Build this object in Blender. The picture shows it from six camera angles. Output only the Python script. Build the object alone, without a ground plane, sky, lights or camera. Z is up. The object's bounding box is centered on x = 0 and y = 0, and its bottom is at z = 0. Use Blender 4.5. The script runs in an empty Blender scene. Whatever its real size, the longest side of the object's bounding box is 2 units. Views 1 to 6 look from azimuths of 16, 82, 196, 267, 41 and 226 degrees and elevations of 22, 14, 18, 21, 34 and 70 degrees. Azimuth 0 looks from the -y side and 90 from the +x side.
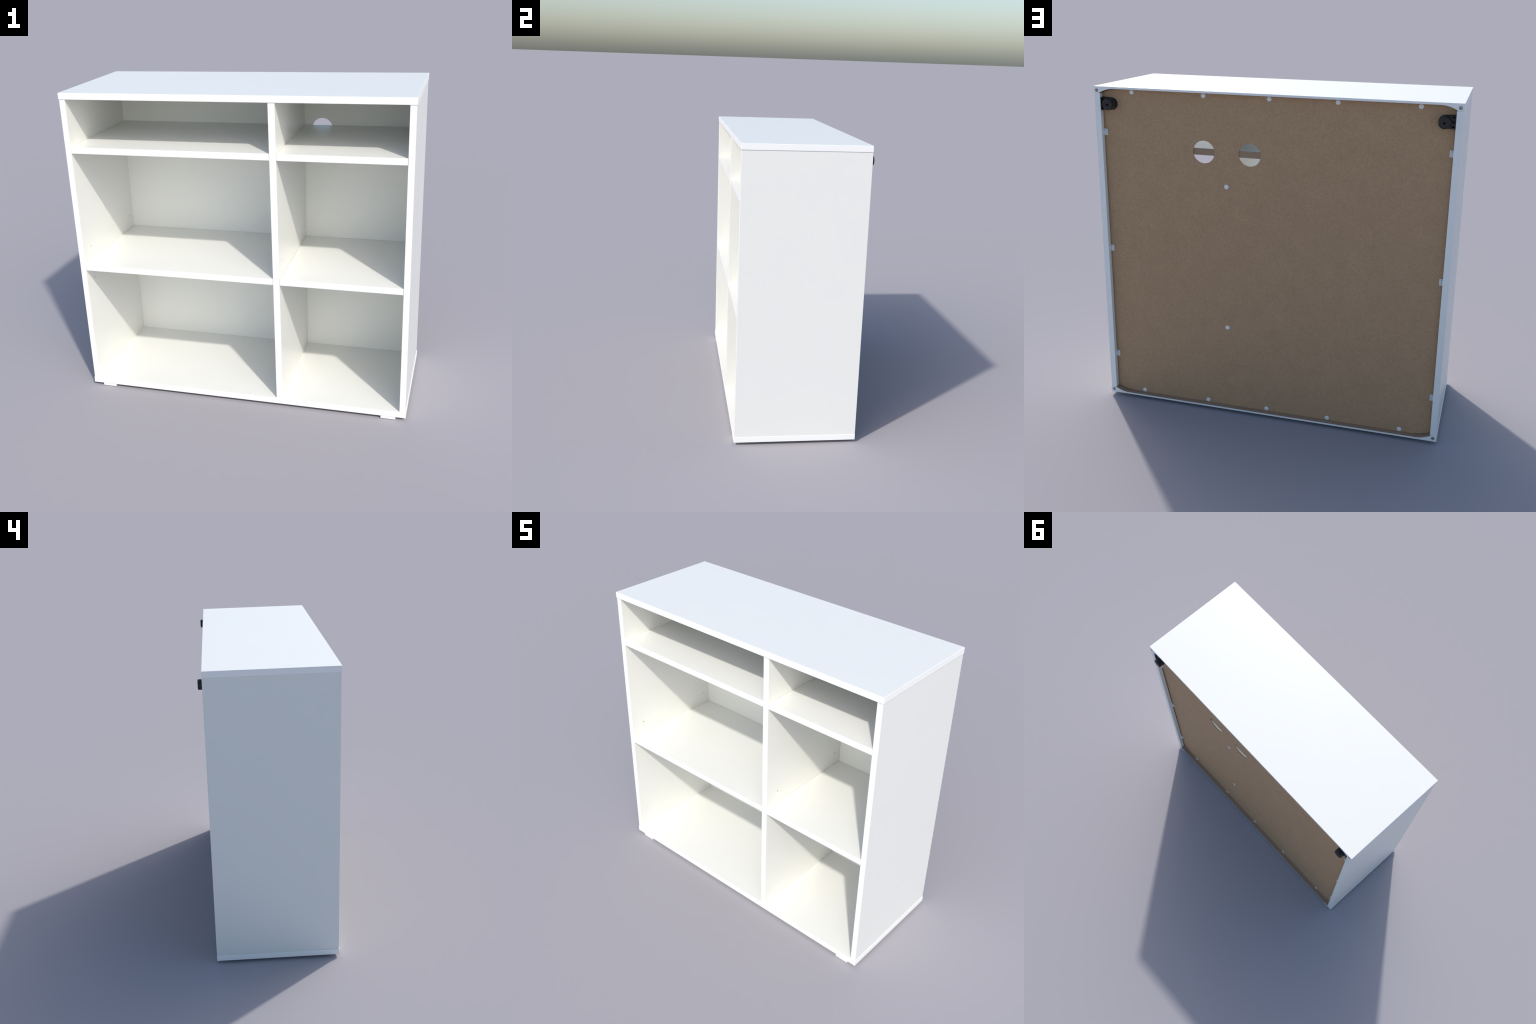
"""White open storage unit: two bays, three rows, hardboard back, wall spacers."""
import bpy, bmesh, math
from mathutils import Vector, Matrix

# ------------------------------------------------------------------ sizes
W = 1.0                      # half width of top and bottom boards
Y_FRONT, Y_BACK = -0.401, 0.3761
Z_TOP, T_TOP = 1.8907, 0.0378
Z_BOT, T_BOT = 0.0172, 0.0378
SIDE_IN, SIDE_OUT = 0.9625, 0.9970
SIDE_FRONT = -0.3980
INNER_FRONT = -0.3974        # shelves and divider stand a touch behind the sides
PANEL_Y0, PANEL_Y1 = 0.3355, 0.3417
GROOVE_Y, GROOVE_X = 0.3477, 0.9760    # groove in the side panels that takes the back
DIV_X0, DIV_X1 = 0.2220, 0.2602
SHELF_T = 0.0377
SHELF_TOPS = (1.5772, 0.8422)
REB_TOP, REB_BOT = 1.8790, 0.0283     # flat of the routed rebates
ARC_R, ARC_X = 0.180, 0.877           # run-out radius and its centre in x
Z_LO, Z_HI = Z_BOT + T_BOT, Z_TOP - T_TOP
SPACER_Y = 0.401
SPACER_X, SPACER_Z = 0.9088, 1.7942


# ------------------------------------------------------------------ materials
def material(name, build):
    m = bpy.data.materials.new(name)
    m.use_nodes = True
    nt = m.node_tree
    bsdf = nt.nodes["Principled BSDF"]
    build(nt, bsdf)
    return m


def noise_chain(nt, scale, detail, lo, hi, p0=0.35, p1=0.65, stretch=(1, 1, 1)):
    tc = nt.nodes.new("ShaderNodeTexCoord")
    mp = nt.nodes.new("ShaderNodeMapping")
    mp.inputs["Scale"].default_value = stretch
    nz = nt.nodes.new("ShaderNodeTexNoise")
    nz.inputs["Scale"].default_value = scale
    nz.inputs["Detail"].default_value = detail
    rp = nt.nodes.new("ShaderNodeValToRGB")
    rp.color_ramp.elements[0].position = p0
    rp.color_ramp.elements[1].position = p1
    rp.color_ramp.elements[0].color = (*lo, 1)
    rp.color_ramp.elements[1].color = (*hi, 1)
    nt.links.new(tc.outputs["Object"], mp.inputs["Vector"])
    nt.links.new(mp.outputs["Vector"], nz.inputs["Vector"])
    nt.links.new(nz.outputs["Fac"], rp.inputs["Fac"])
    return nz, rp


def add_bump(nt, bsdf, height, strength, distance):
    b = nt.nodes.new("ShaderNodeBump")
    b.inputs["Strength"].default_value = strength
    b.inputs["Distance"].default_value = distance
    nt.links.new(height, b.inputs["Height"])
    nt.links.new(b.outputs["Normal"], bsdf.inputs["Normal"])


def plain(lo, hi, rough, scale=6.0, spec=0.5, bump=0.0, bump_scale=300.0, metallic=0.0):
    def build(nt, bsdf):
        _, rp = noise_chain(nt, scale, 3, lo, hi)
        nt.links.new(rp.outputs["Color"], bsdf.inputs["Base Color"])
        bsdf.inputs["Roughness"].default_value = rough
        bsdf.inputs["Specular IOR Level"].default_value = spec
        bsdf.inputs["Metallic"].default_value = metallic
        if bump:
            nz, _ = noise_chain(nt, bump_scale, 2, (0, 0, 0), (1, 1, 1))
            add_bump(nt, bsdf, nz.outputs["Fac"], bump, 0.0006)
    return build


def fibre(dark, mid, light, blotch, grain, rough):
    """Pressed wood fibre: soft blotches under a fine speckle."""
    def build(nt, bsdf):
        _, r1 = noise_chain(nt, blotch, 4, dark, light, 0.32, 0.68)
        n2, r2 = noise_chain(nt, grain, 3, mid, light, 0.30, 0.70)
        n3, r3 = noise_chain(nt, grain * 3.1, 2, (0.86, 0.86, 0.86), (1.08, 1.07, 1.06), 0.3, 0.7)
        mix = nt.nodes.new("ShaderNodeMix")
        mix.data_type = "RGBA"
        mix.inputs["Factor"].default_value = 0.5
        nt.links.new(r1.outputs["Color"], mix.inputs["A"])
        nt.links.new(r2.outputs["Color"], mix.inputs["B"])
        mul = nt.nodes.new("ShaderNodeMix")
        mul.data_type = "RGBA"
        mul.blend_type = "MULTIPLY"
        mul.inputs["Factor"].default_value = 1.0
        nt.links.new(mix.outputs["Result"], mul.inputs["A"])
        nt.links.new(r3.outputs["Color"], mul.inputs["B"])
        nt.links.new(mul.outputs["Result"], bsdf.inputs["Base Color"])
        bsdf.inputs["Roughness"].default_value = rough
        bsdf.inputs["Specular IOR Level"].default_value = 0.25
        add_bump(nt, bsdf, n2.outputs["Fac"], 0.15, 0.0008)
    return build


M_FACE = material("white_laminate", plain((0.834, 0.843, 0.803), (0.838, 0.847, 0.807), 0.35, 4.0))
M_EDGE = material("white_edge_band", plain((0.938, 0.946, 0.918), (0.944, 0.951, 0.924), 0.40, 8.0))
M_FACE_BOUNCE = material("white_laminate_bounce_lightened", plain((0.860, 0.868, 0.822), (0.864, 0.872, 0.826), 0.33, 4.0))
M_INNER = material("white_back_foil", plain((0.932, 0.937, 0.874), (0.936, 0.941, 0.878), 0.50, 4.0))
M_HARD = material("brown_hardboard", fibre((0.482, 0.317, 0.184), (0.416, 0.273, 0.157),
                                           (0.534, 0.353, 0.209), 9.0, 95.0, 0.7))
M_RAW = material("raw_particle_board", fibre((0.335, 0.228, 0.150), (0.355, 0.245, 0.165),
                                             (0.450, 0.320, 0.225), 40.0, 260.0, 0.85))
M_BLACK = material("black_plastic", plain((0.010, 0.0095, 0.0095), (0.017, 0.016, 0.016), 0.45, 30.0))
M_WHITE = material("white_plastic", plain((0.85, 0.86, 0.87), (0.875, 0.885, 0.89), 0.35, 30.0))
M_STEEL = material("zinc_plated_steel", plain((0.40, 0.37, 0.37), (0.55, 0.52, 0.52), 0.38, 400.0, metallic=0.7))
M_SLOT = material("black_slot", plain((0.002, 0.002, 0.002), (0.003, 0.003, 0.003), 0.9, 30.0, 0.1))
M_DARK = material("drilled_hole", plain((0.045, 0.038, 0.034), (0.06, 0.05, 0.045), 0.9, 200.0))


# ------------------------------------------------------------------ mesh tools
def new_object(name, bm, mats, smooth_angle=None):
    me = bpy.data.meshes.new(name)
    bm.to_mesh(me)
    bm.free()
    for m in mats:
        me.materials.append(m)
    ob = bpy.data.objects.new(name, me)
    bpy.context.collection.objects.link(ob)
    if smooth_angle is not None:
        shade(me, smooth_angle)
    return ob


def shade(me, angle_deg):
    for p in me.polygons:
        p.use_smooth = True
    me.set_sharp_from_angle(angle=math.radians(angle_deg))


def add_box(bm, lo, hi, mat=0):
    r = bmesh.ops.create_cube(bm, size=1.0)
    vs = r["verts"]
    c = [(a + b) / 2 for a, b in zip(lo, hi)]
    s = [b - a for a, b in zip(lo, hi)]
    for v in vs:
        v.co = Vector((c[i] + v.co[i] * s[i] for i in range(3)))
    fs = {f for v in vs for f in v.link_faces}
    for f in fs:
        f.material_index = mat
    return fs


def board(name, lo, hi, thin_axis, bevel=0.0014, raw_back=False, inward=None):
    """A laminated board: face material on its broad sides, edge band round it."""
    bm = bmesh.new()
    fs = add_box(bm, lo, hi)
    bm.normal_update()
    for f in fs:
        n = f.normal
        if abs(n[thin_axis]) > 0.5:
            # inside faces: same laminate, lightened and warmed for bounced light in the bays
            f.material_index = 3 if inward is None or n[thin_axis] * inward > 0 else 0
        elif raw_back and n.y > 0.5:
            f.material_index = 2
        else:
            f.material_index = 1
    if bevel:
        bmesh.ops.bevel(bm, geom=bm.edges[:], offset=bevel, segments=2, profile=0.5,
                        affect="EDGES", material=-1)
    return new_object(name, bm, (M_FACE, M_EDGE, M_RAW, M_FACE_BOUNCE))


def prism(pts, y0, y1, mat=0, bm=None):
    """Polygon given in (x, z), extruded along y."""
    bm = bm or bmesh.new()
    a = [bm.verts.new((x, y0, z)) for x, z in pts]
    b = [bm.verts.new((x, y1, z)) for x, z in pts]
    n = len(pts)
    fs = [bm.faces.new(a), bm.faces.new(b[::-1])]
    for i in range(n):
        j = (i + 1) % n
        fs.append(bm.faces.new((a[i], b[i], b[j], a[j])))
    for f in fs:
        f.material_index = mat
    bmesh.ops.recalc_face_normals(bm, faces=fs)
    return bm


def lathe(profile, segments=40, mat=0, bm=None):
    """Profile of (radius, y) turned about the y axis; closed at radius 0."""
    bm = bm or bmesh.new()
    rings = []
    for r, y in profile:
        if r < 1e-6:
            rings.append([bm.verts.new((0, y, 0))])
        else:
            rings.append([bm.verts.new((r * math.cos(2 * math.pi * k / segments), y,
                                        r * math.sin(2 * math.pi * k / segments)))
                          for k in range(segments)])
    fs = []
    for p, q in zip(rings, rings[1:]):
        for k in range(segments):
            l = (k + 1) % segments
            if len(p) == 1 and len(q) > 1:
                fs.append(bm.faces.new((p[0], q[k], q[l])))
            elif len(q) == 1 and len(p) > 1:
                fs.append(bm.faces.new((p[k], q[0], p[l])))
            elif len(p) > 1:
                fs.append(bm.faces.new((p[k], q[k], q[l], p[l])))
    for f in fs:
        f.material_index = mat
    bmesh.ops.recalc_face_normals(bm, faces=fs)
    return bm


def cut(ob, cutters):
    """Subtract cutter objects; the cut walls keep the cutter's material."""
    for c in cutters:
        m = ob.modifiers.new("cut", "BOOLEAN")
        m.operation = "DIFFERENCE"
        m.solver = "EXACT"
        m.material_mode = "TRANSFER"
        m.object = c
    dg = bpy.context.evaluated_depsgraph_get()
    me = bpy.data.meshes.new_from_object(ob.evaluated_get(dg))
    me.name = ob.name
    ob.modifiers.clear()
    ob.data = me
    for c in cutters:
        bpy.data.objects.remove(c)


def arc_outline(z_flat, z_open, sign):
    """Outline of a routed rebate: flat floor, circular run-outs at both ends.
    sign = +1 where the rebate opens downwards (top board), -1 upwards."""
    depth = abs(z_flat - z_open)
    reach = math.sqrt(ARC_R ** 2 - (ARC_R - depth) ** 2)
    pts = []
    for k in range(25):
        dx = reach * (1 - k / 24)
        drop = ARC_R - math.sqrt(ARC_R ** 2 - dx ** 2)
        pts.append((ARC_X + dx, z_flat - sign * drop))
    return pts + [(-x, z) for x, z in reversed(pts)]


def place(ob, parent, loc=(0, 0, 0)):
    ob.parent = parent
    ob.location = loc
    return ob


def twin(ob, parent, loc, mirror=False):
    c = ob.copy()
    bpy.context.collection.objects.link(c)
    c.parent = parent
    c.location = loc
    if mirror:
        c.scale.x = -1
    return c


# ------------------------------------------------------------------ the thing
unit = bpy.data.objects.new("storage_unit", None)
unit.empty_display_size = 0.2
bpy.context.collection.objects.link(unit)
unit["label"] = "white open shelving unit with brown hardboard back"
unit["category"] = "bookcase"


def bolt_cutter(x, z):
    bm = lathe([(0, -0.014), (0.0096, -0.014), (0.0096, 0.004), (0, 0.004)], 32)
    for v in bm.verts:
        v.co += Vector((x, Y_BACK, z))
    return new_object("cutter", bm, (M_STEEL,))


# top and bottom boards, each routed along its rear inner edge for the back panel
top = board("top_board", (-W, Y_FRONT, Z_HI), (W, Y_BACK, Z_TOP), 2, 0.0018, inward=-1)
reb = new_object("cutter", prism(arc_outline(REB_TOP, Z_HI - 0.004, 1), PANEL_Y0 - 0.0005, 0.45), (M_RAW,))
BOLT_X, BOLT_ZT, BOLT_ZB = 0.9800, 1.8685, 0.0382
cut(top, [reb, bolt_cutter(BOLT_X, BOLT_ZT), bolt_cutter(-BOLT_X, BOLT_ZT)])
place(top, unit)

bottom = board("bottom_board", (-W, Y_FRONT, Z_BOT), (W, Y_BACK, Z_LO), 2, 0.0018, inward=1)
reb = new_object("cutter", prism(arc_outline(REB_BOT, Z_LO + 0.004, -1), PANEL_Y0 - 0.0005, 0.45), (M_RAW,))
cut(bottom, [reb, bolt_cutter(BOLT_X, BOLT_ZB), bolt_cutter(-BOLT_X, BOLT_ZB)])
place(bottom, unit)


# shelf-pin holes drilled above and below the lower shelf
PIN_Y, PIN_Z = (-0.2985, 0.2785), (0.9295, 0.7200)


def pin_cutters(x):
    out = []
    for y in PIN_Y:
        for z in PIN_Z:
            bm = lathe([(0, -0.008), (0.0035, -0.008), (0.0035, 0.008), (0, 0.008)], 16)
            bmesh.ops.rotate(bm, verts=bm.verts, matrix=Matrix.Rotation(math.pi / 2, 3, "Z"))
            for v in bm.verts:
                v.co += Vector((x, y, z))
            out.append(new_object("cutter", bm, (M_DARK,)))
    return out


for s in (-1, 1):
    x0, x1 = sorted((s * SIDE_IN, s * SIDE_OUT))
    side = board("side_panel", (x0, SIDE_FRONT, Z_LO + 0.0002), (x1, Y_BACK - 0.0004, Z_HI - 0.0002), 0, inward=-s)
    gb = bmesh.new()
    ga, gc = sorted((s * (SIDE_IN - 0.01), s * GROOVE_X))
    add_box(gb, (ga, PANEL_Y0 - 0.0003, -0.1), (gc, GROOVE_Y, 2.0))
    cut(side, pin_cutters(s * SIDE_IN) + [new_object("cutter", gb, (M_RAW,))])
    place(side, unit)

divider = board("divider", (DIV_X0, INNER_FRONT, Z_LO + 0.0002), (DIV_X1, PANEL_Y0 - 0.0008, Z_HI - 0.0002),
                0, raw_back=True)
cut(divider, pin_cutters(DIV_X0) + pin_cutters(DIV_X1))
place(divider, unit)

for zt in SHELF_TOPS:
    for xa, xb in ((-SIDE_IN, DIV_X0), (DIV_X1, SIDE_IN)):
        sh = board("shelf", (xa + 0.0008, INNER_FRONT + 0.0022, zt - SHELF_T),
                   (xb - 0.0008, PANEL_Y0 - 0.0012, zt), 2, raw_back=True)
        place(sh, unit)

# ------------------------------------------------------------------ back panel
HOLE_R, HOLE_Z, HOLE_XS = 0.0627, 1.5578, (0.1088, 0.3718)


def back_panel():
    xe, gap = GROOVE_X - 0.0030, 0.0012
    cx, cr = 0.842, 0.310              # the panel's corners are eased more than the rebate
    edge = []
    for z_flat, sign in ((REB_TOP - gap, 1), (REB_BOT + gap, -1)):
        row = []
        for k in range(13):
            dx = (xe - cx) * (1 - k / 12)
            row.append((cx + dx, z_flat - sign * (cr - math.sqrt(cr ** 2 - dx ** 2))))
        row += [(-x, z) for x, z in reversed(row)]
        edge += row if sign > 0 else row[::-1]
    cu = bpy.data.curves.new("outline", "CURVE")
    cu.dimensions = "2D"
    cu.fill_mode = "BOTH"
    cu.extrude = (PANEL_Y1 - PANEL_Y0) / 2
    loops = [edge]
    for hx in HOLE_XS:
        loops.append([(hx + HOLE_R * math.cos(2 * math.pi * k / 96),
                       HOLE_Z + HOLE_R * math.sin(2 * math.pi * k / 96)) for k in range(96)])
    for lp in loops:
        sp = cu.splines.new("POLY")
        sp.points.add(len(lp) - 1)
        for p, (x, z) in zip(sp.points, lp):
            p.co = (x, z, 0, 1)
        sp.use_cyclic_u = True
    tmp = bpy.data.objects.new("outline", cu)
    bpy.context.collection.objects.link(tmp)
    dg = bpy.context.evaluated_depsgraph_get()
    me = bpy.data.meshes.new_from_object(tmp.evaluated_get(dg))
    bpy.data.objects.remove(tmp)
    bm = bmesh.new()
    bm.from_mesh(me)
    bmesh.ops.remove_doubles(bm, verts=bm.verts, dist=1e-5)
    yc = (PANEL_Y0 + PANEL_Y1) / 2
    for v in bm.verts:
        x, z, d = v.co
        v.co = (x, yc + d, z)
    bmesh.ops.recalc_face_normals(bm, faces=bm.faces)
    bm.normal_update()
    for f in bm.faces:
        f.material_index = 1 if f.calc_center_median().y < PANEL_Y0 + 0.0005 else 0
        f.smooth = False
    return new_object("back_panel", bm, (M_HARD, M_INNER))


panel = place(back_panel(), unit)

# ------------------------------------------------------------------ cover caps of the panel nails
CAP_R = 0.0131
cap_bm = lathe([(CAP_R, 0.0), (CAP_R, 0.0012), (CAP_R * 0.94, 0.0024), (CAP_R * 0.7, 0.0036),
                (CAP_R * 0.35, 0.0043), (0, 0.0045)], 32)
cap = new_object("nail_cap", cap_bm, (M_WHITE,), 40)
spots = [(x, z) for z in (1.8630, 0.0437) for x in (0.7880, 0.3687, 0.0012, -0.3660, -0.7866)]
spots += [(0.2418, 1.3735), (0.2418, 0.5343)]
place(cap, unit, (spots[0][0], PANEL_Y1, spots[0][1]))
for x, z in spots[1:]:
    twin(cap, unit, (x, PANEL_Y1, z))

# ------------------------------------------------------------------ corner bolts, sunk in the rear edges
bolt_bm = lathe([(0, -0.0085), (0.0036, -0.0080), (0.0038, -0.0022), (0.0046, -0.0012), (0.0068, -0.0010),
                 (0.0086, -0.0018), (0.0090, -0.004), (0.0090, -0.010)], 24)
bolt = new_object("corner_bolt", bolt_bm, (M_STEEL,), 35)
bolt_spots = [(s * BOLT_X, z) for z in (BOLT_ZT, BOLT_ZB) for s in (1, -1)]
place(bolt, unit, (bolt_spots[0][0], Y_BACK, bolt_spots[0][1]))
for x, z in bolt_spots[1:]:
    twin(bolt, unit, (x, Y_BACK, z))

# ------------------------------------------------------------------ ribbed clips that hold the panel to the sides
def panel_clip():
    """Origin at the side panel's inner face on the panel plane; reaches to -x."""
    bm = bmesh.new()
    add_box(bm, (-0.0195, 0.0, -0.0180), (0.0035, 0.0065, 0.0180))
    bmesh.ops.bevel(bm, geom=bm.edges[:], offset=0.001, segments=2, affect="EDGES")
    for x, h, y in ((-0.0170, 0.0175, 0.0070), (-0.0105, 0.0165, 0.0110), (-0.0040, 0.0150, 0.0150)):
        pts = []
        for k in range(13):               # arched rib, seen edge-on
            a = math.pi * k / 12
            pts.append((h * math.cos(a), 0.0035 + y * math.sin(a) ** 0.6))
        vs0 = [bm.verts.new((x - 0.0019, yy, zz)) for zz, yy in pts]
        vs1 = [bm.verts.new((x + 0.0019, yy, zz)) for zz, yy in pts]
        fs = [bm.faces.new(vs0), bm.faces.new(vs1[::-1])]
        n = len(pts)
        for i in range(n):
            j = (i + 1) % n
            fs.append(bm.faces.new((vs0[i], vs1[i], vs1[j], vs0[j])))
        bmesh.ops.recalc_face_normals(bm, faces=fs)
    add_box(bm, (-0.0035, 0.001, -0.011), (0.0, 0.0175, 0.011))
    return new_object("panel_clip", bm, (M_WHITE,), 35)


clip = panel_clip()
clip_spots = [(s, z) for s in (1, -1) for z in (1.6365, 0.9535, 0.2725)]
place(clip, unit, (SIDE_IN - 0.0003, PANEL_Y1, clip_spots[0][1]))
for s, z in clip_spots[1:]:
    twin(clip, unit, (s * (SIDE_IN - 0.0003), PANEL_Y1, z), mirror=s < 0)

# ------------------------------------------------------------------ black wall spacers
def hull_outline(xw, zh, cx, r, n=24):
    """Straight edge of half height zh at x = xw, tangent lines to a disc at cx."""
    d = xw - cx
    dist = math.hypot(d, zh)
    a = math.atan2(zh, d) + math.acos(max(-1.0, min(1.0, r / dist)))
    pts = [(xw, -zh), (xw, zh)]
    for k in range(n + 1):
        t = a + (2 * math.pi - 2 * a) * k / n
        pts.append((cx + r * math.cos(t), r * math.sin(t)))
    return pts


def bracket():
    """Origin on the panel plane at the knob's axis; the wall plate is at +x."""
    xw = SIDE_IN - SPACER_X - 0.0004
    bm = prism(hull_outline(xw - 0.001, 0.0335, 0, 0.0270), 0.0040, 0.0225)     # raised web
    ob = new_object("wall_spacer", bm, (M_BLACK,))
    # three slots in the web, beside the wall
    cutters = []
    for z, a in ((0.0245, -0.05), (0.0015, 0.40), (-0.0225, 0.25)):
        c = bmesh.new()
        add_box(c, (-0.0075, 0.0065, -0.0032), (0.0110, 0.03, 0.0032))
        bmesh.ops.rotate(c, verts=c.verts, matrix=Matrix.Rotation(a, 3, "Y"))
        for v in c.verts:
            v.co += Vector((xw - 0.0115, 0, z))
        cutters.append(new_object("cutter", c, (M_SLOT,)))
    cut(ob, cutters)
    plate_bm = bmesh.new()
    plate_bm.from_mesh(ob.data)
    prism(hull_outline(xw, 0.0362, 0, 0.0335), 0.0003, 0.0045, bm=plate_bm)     # thin flange
    add_box(plate_bm, (xw - 0.0040, 0.0, -0.0350), (xw, 0.0300, 0.0360))
    plate_bm.to_mesh(ob.data)
    plate_bm.free()
    shade(ob.data, 30)
    return ob


knob_h = SPACER_Y - PANEL_Y1
knob_bm = lathe([(0, 0.0), (0.0302, 0.0), (0.0300, knob_h - 0.0065), (0.0294, knob_h - 0.0035),
                 (0.0276, knob_h - 0.0009), (0.0252, knob_h), (0.0064, knob_h), (0.0058, knob_h - 0.0008),
                 (0.0058, knob_h - 0.022), (0, knob_h - 0.022)], 64)
knob = new_object("spacer_knob", knob_bm, (M_BLACK,), 40)
br = bracket()
for s in (1, -1):
    if s > 0:
        place(br, unit, (SPACER_X, PANEL_Y1, SPACER_Z))
        place(knob, br)
    else:
        b2 = twin(br, unit, (-SPACER_X, PANEL_Y1, SPACER_Z), mirror=True)
        twin(knob, b2, (0, 0.0, 0))

# ------------------------------------------------------------------ feet
def foot_mesh():
    bm = bmesh.new()
    add_box(bm, (-0.0435, 0.0, 0.0), (0.0435, 0.085, Z_BOT + 0.0))
    bmesh.ops.bevel(bm, geom=bm.edges[:], offset=0.0012, segments=2, affect="EDGES")
    return new_object("foot", bm, (M_EDGE,), 30)


foot = foot_mesh()
place(foot, unit, (-0.8935, -0.3995, 0.0))
twin(foot, unit, (0.8965, -0.3995, 0.0))
for s in (-1, 1):
    twin(foot, unit, (s * 0.8950, 0.240, 0.0))
